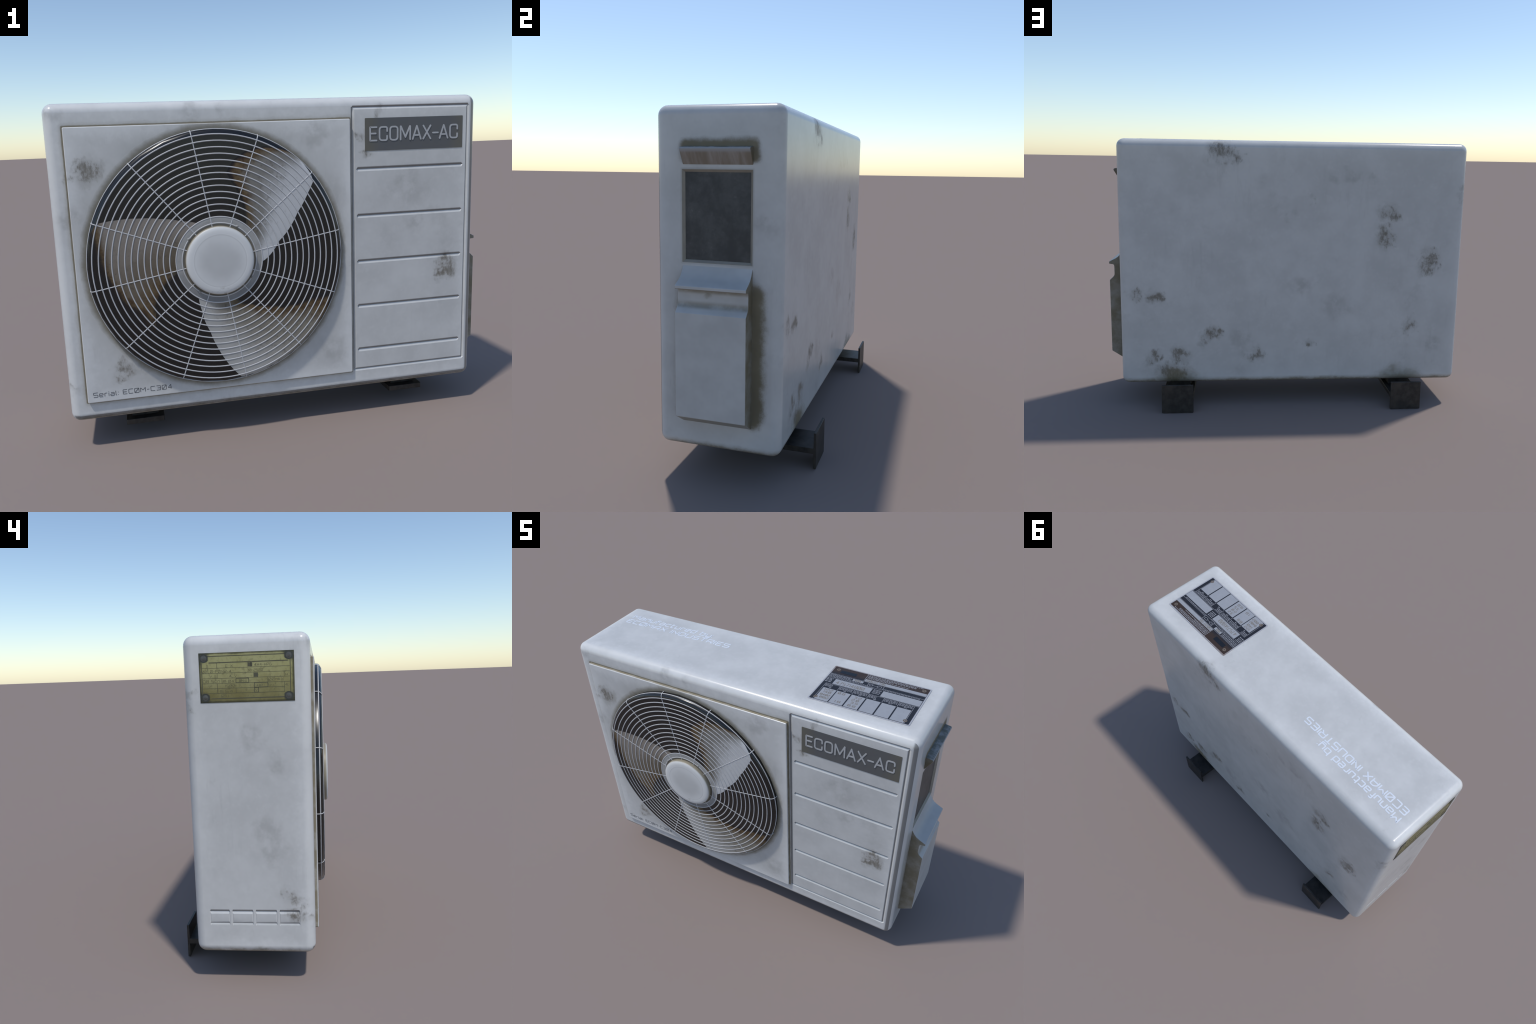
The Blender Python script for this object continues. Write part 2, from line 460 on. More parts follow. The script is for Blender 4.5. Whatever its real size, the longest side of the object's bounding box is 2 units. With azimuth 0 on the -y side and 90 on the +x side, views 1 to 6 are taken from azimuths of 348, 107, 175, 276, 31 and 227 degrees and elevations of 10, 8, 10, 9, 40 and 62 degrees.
def cap_mat():
    N = Nodes('hub_cap_paint')
    x, y, z = N.xyz()
    r = N.m('SQRT', N.m('ADD', N.m('MULTIPLY', x, x), N.m('MULTIPLY', z, z)))
    n = N.noise(9, 5, .6)
    col = N.mix(n, tuple(c * .86 for c in PAINT[:3]) + (1,), tuple(c * 1.02 for c in PAINT[:3]) + (1,))
    ring = N.step(N.m('ADD', r, N.m('MULTIPLY', N.m('SUBTRACT', n, .5), .05)), .045, .13)
    col = N.mix(N.m('MULTIPLY', ring, .8), col, tuple(c * 1.24 for c in PAINT[:3]) + (1,))
    line = N.m('SUBTRACT', N.step(N.m('ABSOLUTE', N.m('SUBTRACT', r, .118)), .0025, .0005), N.step(N.m('ABSOLUTE', N.m('SUBTRACT', r, .113)), .0035, .001))
    col = N.mix(N.m('MULTIPLY', N.m('MAXIMUM', line, 0.0), .25), col, (.75, .75, .74, 1))
    col = N.mix(N.m('MULTIPLY', N.m('MAXIMUM', N.m('MULTIPLY', line, -1.0), 0.0), .16), col, (.25, .25, .25, 1))
    sp = N.m('MULTIPLY', N.step(N.noise(55, 4, .7), .50, .68), N.step(N.m('ADD', z, N.m('MULTIPLY', n, .03)), -.085, -.125))
    col = N.mix(N.m('MULTIPLY', sp, .4), col, OLIVE)
    col = N.mix(N.m('MULTIPLY', N.step(y, -.3405, -.332), .85), col, TAN)
    return N.set(col, .45, 0.0, .45)


# ------------------------------------------------------------------ mesh helpers
def add(name, bm, mat, parent=None, angle=None, mats=None, origin=None):
    bmesh.ops.recalc_face_normals(bm, faces=bm.faces)
    me = bpy.data.meshes.new(name)
    bm.to_mesh(me)
    bm.free()
    if mat:
        me.materials.append(mat)
    for m in mats or ():
        me.materials.append(m)
    if angle is not None:
        me.polygons.foreach_set('use_smooth', [True] * len(me.polygons))
        me.set_sharp_from_angle(angle=radians(angle))
    ob = bpy.data.objects.new(name, me)
    COL.objects.link(ob)
    if origin is not None:
        me.transform(Matrix.Translation(-Vector(origin)))
        ob.location = origin
    if parent:
        ob.parent = parent
        if parent.location.length:
            ob.matrix_parent_inverse = Matrix.Translation(-parent.location)
    return ob


def copy_of(ob, name, parent):
    o = ob.copy()
    o.name = name
    COL.objects.link(o)
    o.parent = parent
    return o


def box(bm, x0, x1, y0, y1, z0, z1, bevel=0.0, seg=2):
    r = bmesh.ops.create_cube(bm, size=1)
    vs = r['verts']
    for v in vs:
        v.co = Vector(((x0 + x1) / 2 + v.co.x * (x1 - x0), (y0 + y1) / 2 + v.co.y * (y1 - y0), (z0 + z1) / 2 + v.co.z * (z1 - z0)))
    if bevel:
        es = {e for v in vs for e in v.link_edges}
        bmesh.ops.bevel(bm, geom=list(es), offset=bevel, segments=seg, profile=.5, affect='EDGES')


def prism(bm, pts, axis_fn, a, b):
    """extrude a closed 2-D outline between depths a and b; axis_fn(u, v, w) -> xyz"""
    lo = [bm.verts.new(axis_fn(u, v, a)) for u, v in pts]
    hi = [bm.verts.new(axis_fn(u, v, b)) for u, v in pts]
    n = len(pts)
    bm.faces.new(lo)
    bm.faces.new(hi[::-1])
    for i in range(n):
        bm.faces.new((lo[i], hi[i], hi[(i + 1) % n], lo[(i + 1) % n]))


def lathe(bm, prof, seg, centre=(FAN_X, FAN_Z), closed=False, phase=0.0):
    """turn a profile of (radius, y) about the fan axis"""
    rings = []
    for r, y in prof:
        if r < 1e-6:
            rings.append([bm.verts.new((centre[0], y, centre[1]))])
        else:
            rings.append([bm.verts.new((centre[0] + r * cos(phase + 2 * pi * i / seg), y, centre[1] + r * sin(phase + 2 * pi * i / seg))) for i in range(seg)])
    pairs = list(zip(rings, rings[1:])) + ([(rings[-1], rings[0])] if closed else [])
    for A, B in pairs:
        for i in range(seg):
            j = (i + 1) % seg
            if len(A) == 1 and len(B) == 1:
                continue
            if len(A) == 1:
                bm.faces.new((A[0], B[i], B[j]))
            elif len(B) == 1:
                bm.faces.new((A[i], B[0], A[j]))
            else:
                bm.faces.new((A[i], B[i], B[j], A[j]))


def fillet(pts, r, closed=False, seg=3):
    out = []
    n = len(pts)
    for i, p in enumerate(pts):
        if not closed and i in (0, n - 1):
            out.append(Vector(p))
            continue
        P, A, B = Vector(p), Vector(pts[i - 1]), Vector(pts[(i + 1) % n])
        da, db = A - P, B - P
        k = min(r, da.length * .48, db.length * .48)
        if k < 1e-4 or r == 0:
            out.append(P)
            continue
        s, e = P + da.normalized() * k, P + db.normalized() * k
        for j in range(seg + 1):
            t = j / seg
            out.append(s * (1 - t) ** 2 + P * 2 * t * (1 - t) + e * t ** 2)
    return out


def ribbon(bm, pts, w, fn, a, b, closed=False, caps=False):
    """a stroke of width w along pts, extruded between depths a and b"""
    n = len(pts)
    L, R = [], []
    for i, P in enumerate(pts):
        d0 = (P - pts[i - 1]) if (closed or i) else None
        d1 = (pts[(i + 1) % n] - P) if (closed or i < n - 1) else None
        d0, d1 = d0 or d1, d1 or d0
        d0, d1 = d0.normalized(), d1.normalized()
        t = (d0 + d1)
        t = t.normalized() if t.length > 1e-6 else d1
        nrm = Vector((-t.y, t.x))
        k = w / 2 / max(.55, nrm.dot(Vector((-d1.y, d1.x))))
        L.append(P + nrm * k)
        R.append(P - nrm * k)
    if closed:
        lo = [[bm.verts.new(fn(p.x, p.y, h)) for p in S] for S in (L, R) for h in (a, b)]
        La, Lb, Ra, Rb = lo
        for i in range(n):
            j = (i + 1) % n
            for q in ((La[i], La[j], Lb[j], Lb[i]), (Ra[j], Ra[i], Rb[i], Rb[j]), (Lb[i], Lb[j], Rb[j], Rb[i]), (La[j], La[i], Ra[i], Ra[j])):
                bm.faces.new(q)
        return
    if caps:
        d0, d1 = (pts[0] - pts[1]).normalized(), (pts[-1] - pts[-2]).normalized()
        head = [pts[0] + Matrix.Rotation(-radians(q), 2) @ d0 * w / 2 for q in (60, 30, 0, -30, -60)]
        tail = [pts[-1] + Matrix.Rotation(-radians(q), 2) @ d1 * w / 2 for q in (-60, -30, 0, 30, 60)]
        # outline: left side forward, tail cap, right side back, head cap
        if (tail[0] - L[-1]).length > (tail[-1] - L[-1]).length:
            tail.reverse()
        if (head[0] - R[0]).length > (head[-1] - R[0]).length:
            head.reverse()
    else:
        head, tail = [], []
    lo_l, hi_l = [bm.verts.new(fn(p.x, p.y, a)) for p in L], [bm.verts.new(fn(p.x, p.y, b)) for p in L]
    lo_r, hi_r = [bm.verts.new(fn(p.x, p.y, a)) for p in R], [bm.verts.new(fn(p.x, p.y, b)) for p in R]
    for i in range(n - 1):
        bm.faces.new((hi_l[i], hi_l[i + 1], hi_r[i + 1], hi_r[i]))
        bm.faces.new((lo_l[i + 1], lo_l[i], lo_r[i], lo_r[i + 1]))
        bm.faces.new((lo_l[i], lo_l[i + 1], hi_l[i + 1], hi_l[i]))
        bm.faces.new((lo_r[i + 1], lo_r[i], hi_r[i], hi_r[i + 1]))
    for cap, (la, ha), (ra, ra2) in ((tail, (lo_l[-1], hi_l[-1]), (lo_r[-1], hi_r[-1])), (head, (lo_r[0], hi_r[0]), (lo_l[0], hi_l[0]))):
        lo = [la] + [bm.verts.new(fn(p.x, p.y, a)) for p in cap] + [ra]
        hi = [ha] + [bm.verts.new(fn(p.x, p.y, b)) for p in cap] + [ra2]
        for i in range(len(lo) - 1):
            bm.faces.new((lo[i], lo[i + 1], hi[i + 1], hi[i]))
        if len(lo) > 2:
            bm.faces.new(hi)
            bm.faces.new(lo[::-1])


# ------------------------------------------------------------------ stroke lettering
# wide square stencil-like letters; unit = cap height; (advance width, strokes)
Q = .72
WIDE = {
    'M': (1.0, [[(0, 0), (0, 1), (.5, .42), (1, 1), (1, 0)]]),
    'a': (Q, [[(.06, Q), (Q, Q), (Q, 0)], [(Q - .02, 0), (0, 0), (0, .38), (Q - .02, .38)]]),
    'n': (Q, [[(0, 0), (0, Q), (Q, Q), (Q, 0)]]),
    'u': (Q, [[(0, Q), (0, 0), (Q, 0), (Q, Q)]]),
    'f': (.42, [[(0, 0), (0, 1), (.42, 1)], [(0, .66), (.38, .66)]]),
    'c': (Q, [[(Q, Q), (0, Q), (0, 0), (Q, 0)]]),
    't': (.42, [[(0, 1), (0, 0), (.42, 0)], [(0, Q), (.42, Q)]]),
    'r': (.5, [[(0, 0), (0, Q), (.5, Q)]]),
    'e': (Q, [[(.02, .37), (Q, .37), (Q, Q), (.02, Q)], [(0, Q), (0, 0), (Q * .95, 0)]]),
    'd': (Q, [[(Q, 1.02), (Q, 0)], [(Q - .02, 0), (0, 0), (0, Q), (Q - .02, Q)]]),
    'b': (Q, [[(0, 1.02), (0, 0)], [(.02, 0), (Q, 0), (Q, Q), (.02, Q)]]),
    'y': (Q, [[(0, Q), (0, 0), (Q - .02, 0)], [(Q, Q), (Q, -.24), (.08, -.24)]]),
    ':': (.02, [[(0, .02), (0, .12)], [(0, .58), (0, .68)]]),
    'E': (.84, [[(.84, 1), (0, 1), (0, 0), (.84, 0)], [(0, .5), (.74, .5)]]),
    'C': (.86, [[(.86, 1), (0, 1), (0, 0), (.86, 0)]]),
    '0': (.9, [[(0, 0), (0, 1), (.9, 1), (.9, 0), (0, 0)], [(.12, .12), (.78, .88)]]),
    'A': (.9, [[(0, 0), (0, .62), (.38, 1), (.9, 1), (.9, 0)], [(.02, .36), (.88, .36)]]),
    'X': (.92, [[(0, 0), (.92, 1)], [(0, 1), (.92, 0)]]),
    'I': (.02, [[(0, 0), (0, 1)]]),
    'N': (.86, [[(0, 0), (0, 1), (.86, 0), (.86, 1)]]),
    'D': (.88, [[(0, 0), (0, 1), (.7, 1), (.88, .8), (.88, .2), (.7, 0), (0, 0)]]),
    'U': (.88, [[(0, 1), (0, 0), (.88, 0), (.88, 1)]]),
    'S': (.86, [[(.86, 1), (0, 1), (0, .5), (.86, .5), (.86, 0), (0, 0)]]),
    'T': (.88, [[(0, 1), (.88, 1)], [(.44, 1), (.44, 0)]]),
    'R': (.86, [[(0, 0), (0, 1), (.86, 1), (.86, .42)], [(.84, .42), (.02, .42)], [(.46, .40), (.86, 0)]]),
    'l': (.16, [[(0, 1), (0, 0), (.16, 0)]]),
    'i': (.02, [[(0, 0), (0, Q)], [(0, .9), (0, 1)]]),
    '-': (.46, [[(0, .48), (.46, .48)]]),
    '1': (.2, [[(0, .85), (.2, 1), (.2, 0)]]),
    '2': (.82, [[(0, 1), (.82, 1), (.82, .5), (0, .5), (0, 0), (.82, 0)]]),
    '3': (.82, [[(0, 1), (.82, 1), (.82, 0), (0, 0)], [(.2, .5), (.82, .5)]]),
    '4': (.84, [[(.62, 0), (.62, 1)], [(.58, .96), (0, .3), (.84, .3)]]),
    '5': (.82, [[(.82, 1), (0, 1), (0, .5), (.82, .5), (.82, 0), (0, 0)]]),
    '6': (.82, [[(.82, 1), (0, 1), (0, 0), (.82, 0), (.82, .5)], [(.8, .5), (.02, .5)]]),
    '7': (.78, [[(0, 1), (.78, 1), (.25, 0)]]),
    '8': (.82, [[(0, 0), (0, 1), (.82, 1), (.82, 0), (0, 0)], [(0, .5), (.82, .5)]]),
    'k': (.7, [[(0, 0), (0, 1)], [(.66, .8), (.08, .4), (.7, 0)]]),
    'W': (1.0, [[(0, 1), (.25, 0), (.5, .7), (.75, 0), (1, 1)]]),
    'B': (.8, [[(0, 0), (0, 1), (.8, 1), (.8, 0), (0, 0)], [(0, .5), (.8, .5)]]),
    'O': (.88, [[(0, 0), (0, 1), (.88, 1), (.88, 0), (0, 0)]]),
    'P': (.8, [[(0, 0), (0, 1), (.8, 1), (.8, .45)], [(.78, .45), (.02, .45)]]),
    'H': (.8, [[(0, 0), (0, 1)], [(.8, 0), (.8, 1)], [(0, .5), (.8, .5)]]),
    'V': (.8, [[(0, 1), (.4, 0), (.8, 1)]]),
    '.': (.02, [[(0, 0), (0, .08)]]),
    ' ': (.28, []),
}
# narrow round-ended letters of the name plate
ROUNDED = {
    'E': (.46, [[(.46, 1), (0, 1), (0, 0), (.46, 0)], [(0, .53), (.40, .53)]], .02),
    'C': (.55, [[(.55, .68), (.55, 1), (0, 1), (0, 0), (.55, 0), (.55, .32)]], .24),
    'O': (.55, [[(0, .5), (0, 1), (.55, 1), (.55, 0), (0, 0), (0, .5)]], .24),
    'M': (.70, [[(0, 0), (0, 1)], [(.02, 1), (.35, .18)], [(.35, .18), (.68, 1)], [(.70, 1), (.70, 0)]], .0),
    'A': (.60, [[(0, 0), (.30, 1)], [(.30, 1), (.60, 0)], [(.11, .30), (.49, .30)]], .0),
    'X': (.54, [[(0, 0), (.54, 1)], [(0, 1), (.54, 0)]], .0),
    '-': (.38, [[(0, .44), (.38, .44)]], .0),
}


def text_width(s, gap):
    return sum(WIDE[c][0] for c in s) + gap * (len(s) - 1)


def write(s, fn, x, width, h, stroke, a, b, parent, mat, gap=.30, name='letter', single=False, radius=.14, caps=False):
    """set a line of square letters from x, fitted to the given width; one object per letter"""
    k = width / text_width(s, gap)
    out, one = [], bmesh.new() if single else None
    for c in s:
        adv, strokes = WIDE[c]
        if strokes:
            bm = one or bmesh.new()
            for j, st in enumerate(strokes):
                pts = [(x + u * k, v * h) for u, v in st]
                if st[0] == st[-1]:
                    ribbon(bm, fillet(pts[:-1], radius * h, True), stroke, fn, a, b + j * 2.5e-4, True)
                else:
                    ribbon(bm, fillet(pts, radius * h), stroke, fn, a, b + j * 2.5e-4, caps=caps)
            if not single:
                out.append(add(name, bm, mat, parent))
        x += (adv + gap) * k
    if single:
        return one
    return out


# ================================================================== build
unit = bpy.data.objects.new('air_conditioner_outdoor_unit', None)
COL.objects.link(unit)
unit['label'] = 'weathered white outdoor air conditioner unit with fan guard'
unit['category'] = 'air conditioner'

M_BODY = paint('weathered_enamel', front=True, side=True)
M_PANEL = paint('weathered_panel_enamel', panel=True)
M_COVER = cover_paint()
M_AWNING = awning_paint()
M_STEEL = steel_mat()
M_SCREEN = screen_mat()
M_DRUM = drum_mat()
M_WIRE = plain('wire_white', (.47, .47, .475), .45, vary=.06)
M_CAP = cap_mat()
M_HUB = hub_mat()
M_BRASS = brass_mat()
M_ENGRAVE = plain('engraved_dark', (.080, .076, .045), .6, vary=.25)
M_ENGRAVE_SOFT = plain('engraved_faint', (.105, .097, .048), .55, vary=.3)
M_BRASS_DARK = plain('brass_corner_dark', (.060, .062, .052), .45, .4, vary=.35, scale=40)
M_SCREW = plain('dull_screw', (.115, .112, .10), .42, .6, vary=.35, scale=60)
M_PLATE = plate_mat()
M_FIELD = field_mat()
M_RIM = rim_mat()
M_PRINT = plain('plate_print_silver', (.27, .275, .30), .5, vary=.1)
M_STAMP = plain('stamped_digits', (.19, .175, .155), .6, vary=.2)
M_BLOCK = plain('blanked_logo', (.0065, .008, .012), .35, vary=.1)
M_RIVET = plain('rusty_rivet', (.20, .155, .12), .45, .5, vary=.4, scale=70)
M_HOLE = plain('rivet_core', (.02, .018, .016), .6)
M_NAME = nameplate_mat()
M_LETTER = plain('nameplate_letter_grey', (.385, .39, .395), .45, vary=.12)
M_SERIAL = plain('serial_ink', (.105, .108, .115), .6, vary=.2, scale=60)
M_MAKER = plain('maker_print_pale', (.63, .67, .73), .5, vary=.05)


# ---- casing: rounded box, grooves, vent ribs and screen recess cut in
def groove(bm, p, q, n, half=.0062, depth=.0055, taper=.010):
    """V-groove cutter along p-q below the face with outward normal n, pointed ends"""
    p, q, n = Vector(p), Vector(q), Vector(n)
    t = (q - p).normalized()
    s = t.cross(n).normalized()
    up = n * .004
    spread = half * (depth + .004) / depth
    ring = lambda c, f: [bm.verts.new(c + s * spread * f + up), bm.verts.new(c - s * spread * f + up), bm.verts.new(c - n * depth * f)]
    rows = [ring(p, .35), ring(p + t * taper, 1), ring(q - t * taper, 1), ring(q, .35)]
    for A, B in zip(rows, rows[1:]):
        for i in range(3):
            j = (i + 1) % 3
            bm.faces.new((A[i], A[j], B[j], B[i]))
    bm.faces.new(rows[0])
    bm.faces.new(rows[-1][::-1])
    bmesh.ops.recalc_face_normals(bm, faces=bm.faces)


cutters = []


def cutter(fn):
    bm = bmesh.new()
    fn(bm)
    me = bpy.data.meshes.new('cut')
    bmesh.ops.recalc_face_normals(bm, faces=bm.faces)
    bm.to_mesh(me)
    bm.free()
    o = bpy.data.objects.new('cut', me)
    COL.objects.link(o)
    cutters.append(o)


F, Lf = (0, -1, 0), (-1, 0, 0)
GX0, GX1, GZ0, GZ1 = .3145, .8775, .230, 1.449
for zc in (1.178, .9665, .7537, .5413, .3277):              # louvre lines of the right panel
    cutter(lambda bm: groove(bm, (.331, Y0, zc), (.8565, Y0, zc), F, .0105, .0058, .006))
cutter(lambda bm: groove(bm, (GX0 - .004, Y0, GZ1), (GX1 + .003, Y0, GZ1), F, .0090, .0052, .004))
cutter(lambda bm: groove(bm, (GX0 - .004, Y0, GZ0), (GX1 + .003, Y0, GZ0), F, .0085, .0048, .004))
cutter(lambda bm: groove(bm, (GX1, Y0, GZ0 - .003), (GX1, Y0, GZ1 + .003), F, .0080, .0050, .004))
cutter(lambda bm: groove(bm, (GX0, Y0, GZ0 - .004), (GX0, Y0, GZ1 + .004), F, .0085, .0060, .004))
CELLS = ((.094, .181), (-.0075, .084), (-.110, -.0170), (-.2075, -.1195))
for y0, y1 in CELLS:                                         # vent slots on the left end
    for zc, hw in ((.3275, .0100), (.2735, .0100)):
        cutter(lambda bm: groove(bm, (X0, y0, zc), (X0, y1, zc), Lf, hw, .0055 if zc > .3 else .0042, .003))
    for yy in (y0 + .002, y1 - .002):
        cutter(lambda bm: groove(bm, (X0, yy, .266), (X0, yy, .333), Lf, .0030, .0016, .002))


WIN = (-.1585, .1290, .8945, 1.2533)                        # screen recess
def window(bm):
    y0, y1, z0, z1 = WIN
    d, i = .0105, .0100
    rows = []
    for x, k in ((X1 + .004, -i * .4), (X1 - d, i)):
        rows.append([bm.verts.new((x, a, b)) for a, b in ((y0 + k, z0 + k), (y1 - k, z0 + k), (y1 - k, z1 - k), (y0 + k, z1 - k))])
    for j in range(4):
        bm.faces.new((rows[0][j], rows[0][(j + 1) % 4], rows[1][(j + 1) % 4], rows[1][j]))
    bm.faces.new(rows[0][::-1])
    bm.faces.new(rows[1])


cutter(window)

bm = bmesh.new()
box(bm, X0, X1, Y0, Y1, Z0, Z1, ROUND, 7)
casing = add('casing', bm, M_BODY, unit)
for c in cutters:
    md = casing.modifiers.new('cut', 'BOOLEAN')
    md.operation, md.object, md.solver = 'DIFFERENCE', c, 'EXACT'
me = bpy.data.meshes.new_from_object(casing.evaluated_get(bpy.context.evaluated_depsgraph_get()))
casing.modifiers.clear()
casing.data = me
me.name = 'casing'
for c in cutters:
    bpy.data.objects.remove(c)
me.materials.clear()
me.materials.append(M_BODY)
me.polygons.foreach_set('use_smooth', [True] * len(me.polygons))
me.polygons.foreach_set('material_index', [0] * len(me.polygons))
me.set_sharp_from_angle(angle=radians(24))
wn = casing.modifiers.new('weighted', 'WEIGHTED_NORMAL')
wn.keep_sharp, wn.weight, wn.mode = True, 60, 'FACE_AREA'

# dark screen in the recess, framed by tan chamfers
bm = bmesh.new()
box(bm, X1 - .0125, X1 - .0092, WIN[0] + .0092, WIN[1] - .0092, WIN[2] + .0092, WIN[3] - .0092)
screen = add('inlet_screen', bm, M_SCREEN, unit)
bm = bmesh.new()
y0, y1, z0, z1 = WIN
M_FRAME = plain('recess_frame_tan', (.29, .265, .22), .4, vary=.3, scale=14)
rows = [[bm.verts.new((x, a, b)) for a, b in ((y0 + k, z0 + k), (y1 - k, z0 + k), (y1 - k, z1 - k), (y0 + k, z1 - k))]
        for x, k in ((X1 + .0006, .0003), (X1 + .0006, .0013), (X1 - .0095, .0105), (X1 - .0109, .0100), (X1 - .002, .0010))]
for A, B in zip(rows, rows[1:] + rows[:1]):
    for j in range(4):
        bm.faces.new((A[j], A[(j + 1) % 4], B[(j + 1) % 4], B[j]))
add('screen_frame', bm, M_FRAME, unit)

# ---- raised fan panel
bm = bmesh.new()
box(bm, -.9195, .2985, PANEL_Y, Y0 + .004, .2245, 1.4005)
bm.edges.ensure_lookup_table()
fe = [e for e in bm.edges if all(abs(v.co.y - PANEL_Y) < 1e-5 for v in e.verts)]
ve = [e for e in bm.edges if abs(e.verts[0].co.y - e.verts[1].co.y) > .005]
bmesh.ops.bevel(bm, geom=ve, offset=.006, segments=3, profile=.5, affect='EDGES')
fe = [e for e in bm.edges if all(abs(v.co.y - PANEL_Y) < 1e-5 for v in e.verts)]
bmesh.ops.bevel(bm, geom=fe, offset=.0045, segments=3, profile=.5, affect='EDGES')
panel = add('fan_panel', bm, M_PANEL, unit, 80)
wn = panel.modifiers.new('weighted', 'WEIGHTED_NORMAL')
wn.keep_sharp, wn.weight = True, 60

# ---- fan: black drum, blades, hub
fan = bpy.data.objects.new('fan', None)
COL.objects.link(fan)
fan.parent = unit
RIM = [(.5330, GUARD_Y), (.5400, GUARD_Y + .0010), (.5470, GUARD_Y + .0040), (.5525, GUARD_Y + .0085),
       (.5560, GUARD_Y + .0140), (.5578, GUARD_Y + .0200), (DRUM_R, PANEL_Y + .0030)]


def rim_y(r):
    """depth of the drum surface at radius r"""
    for (r0, a), (r1, b) in zip([(0.0, GUARD_Y)] + RIM, RIM):
        if r <= r1:
            return a + (b - a) * (r - r0) / (r1 - r0)
    return RIM[-1][1]


bm = bmesh.new()
lathe(bm, [(0, GUARD_Y), (.2, GUARD_Y), (.4, GUARD_Y)] + RIM + [(0, PANEL_Y + .003)], 32)
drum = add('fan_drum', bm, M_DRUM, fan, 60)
wn = drum.modifiers.new('weighted', 'WEIGHTED_NORMAL')
wn.keep_sharp, wn.weight = True, 60

LEAD_A = [(.180, -8), (.201, -3.8), (.274, 13.7), (.399, 27.7), (.488, 33.9), (.533, 36.6), (.545, 40), (.553, 45)]
TRAIL_A = [(.180, 49), (.226, 57.3), (.273, 67.1), (.315, 74.3), (.342, 79.3), (.376, 83.0), (.428, 79.7), (.472, 74.7), (.502, 70), (.522, 65.3), (.535, 61.5), (.548, 57), (.553, 52)]
LEAD_B = [(.180, -6), (.193, -.2), (.235, 11), (.310, 21.6), (.387, 28.8), (.464, 34.6), (.536, 39.4), (.550, 44)]
TRAIL_B = [(.180, 71), (.232, 79.6), (.290, 87), (.331, 92.3), (.391, 102), (.430, 106), (.452, 104), (.460, 90), (.468, 73), (.490, 65), (.510, 59), (.532, 53), (.550, 48)]
LEAD_C = [(.180, -4), (.232, 7), (.320, 19.5), (.393, 25.8), (.473, 31.9), (.546, 37.6), (.557, 42)]
TRAIL_C = [(.180, 50), (.226, 56), (.249, 64.3), (.287, 71), (.324, 77.3), (.365, 82), (.421, 89.8), (.479, 96.8), (.535, 99.5), (.557, 92)]


def interp(pts, r):
    if r <= pts[0][0]:
        return pts[0][1]
    for (r0, a), (r1, b) in zip(pts, pts[1:]):
        if r <= r1:
            return a + (b - a) * (r - r0) / (r1 - r0)
    return pts[-1][1]


def blade(lead, trail, turn, mat):
    bm = bmesh.new()
    rs = sorted({round(.180 + i * .012, 4) for i in range(30)} | {p[0] for p in lead} | {p[0] for p in trail} | {.541, .547})
    rs = [r for r in rs if r <= min(lead[-1][0], trail[-1][0]) + 1e-6]
    m = 22
    top, bot = [], []
    for r in rs:
        a, b = interp(lead, r), interp(trail, r)
        ta, tb = [], []
        for j in range(m + 1):
            th = radians(a + (b - a) * j / m)
            thick = .0009 * min(1, .35 + min(j, m - j) / 2.5)
            ta.append(bm.verts.new((FAN_X + r * cos(th), rim_y(r) - thick, FAN_Z + r * sin(th))))
            tb.append(bm.verts.new((FAN_X + (r - .002) * cos(th), rim_y(r) + .004, FAN_Z + (r - .002) * sin(th))))
        top.append(ta)
        bot.append(tb)
    n = len(rs)
    for i in range(n - 1):
        for j in range(m):
            bm.faces.new((top[i][j], top[i + 1][j], top[i + 1][j + 1], top[i][j + 1]))
            bm.faces.new((bot[i][j + 1], bot[i + 1][j + 1], bot[i + 1][j], bot[i][j]))
        for j in (0, m):
            bm.faces.new((top[i][j], bot[i][j], bot[i + 1][j], top[i + 1][j]))
    for i in (0, n - 1):
        for j in range(m):
            bm.faces.new((top[i][j], top[i][j + 1], bot[i][j + 1], bot[i][j]))
    o = add('blade', bm, mat, fan, 50, origin=CENTRE)
    o.rotation_euler = (0, radians(-turn), 0)
    return o


LIGHT = (.50, .50, .50, 1)  # blade tints differ because each has its lighting baked into the colour
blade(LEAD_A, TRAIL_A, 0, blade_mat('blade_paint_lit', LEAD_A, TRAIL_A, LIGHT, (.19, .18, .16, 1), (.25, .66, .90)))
blade(LEAD_B, TRAIL_B, 120, blade_mat('blade_paint_shaded', LEAD_B, TRAIL_B, (.225, .195, .165, 1), (.130, .103, .072, 1), (.15, .62, .92),  # darker tint: shade baked into this blade's colour
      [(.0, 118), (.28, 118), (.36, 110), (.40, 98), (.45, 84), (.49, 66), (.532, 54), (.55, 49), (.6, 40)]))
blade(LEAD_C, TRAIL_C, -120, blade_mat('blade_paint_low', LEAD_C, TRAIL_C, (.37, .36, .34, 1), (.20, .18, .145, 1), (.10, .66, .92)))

bm = bmesh.new()
lathe(bm, [(.10, GUARD_Y - .0018), (.158, GUARD_Y - .0006), (.172, GUARD_Y - .0012), (.182, GUARD_Y - .0016), (.187, GUARD_Y - .0010), (.188, GUARD_Y + .004)], 96)
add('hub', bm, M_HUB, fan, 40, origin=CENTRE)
bolt = None
for a in (60, 142.5, -32, -125):
    if bolt is None:
        bm = bmesh.new()
        c = (FAN_X + .1625, FAN_Z)
        lathe(bm, [(0, GUARD_Y - .0050), (.0035, GUARD_Y - .0045), (.006, GUARD_Y - .0025), (.0068, GUARD_Y)], 16, c)
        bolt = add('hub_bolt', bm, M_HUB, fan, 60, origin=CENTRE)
    else:
        bolt = copy_of(bolt, 'hub_bolt', fan)
    bolt.rotation_euler = (0, -radians(a), 0)

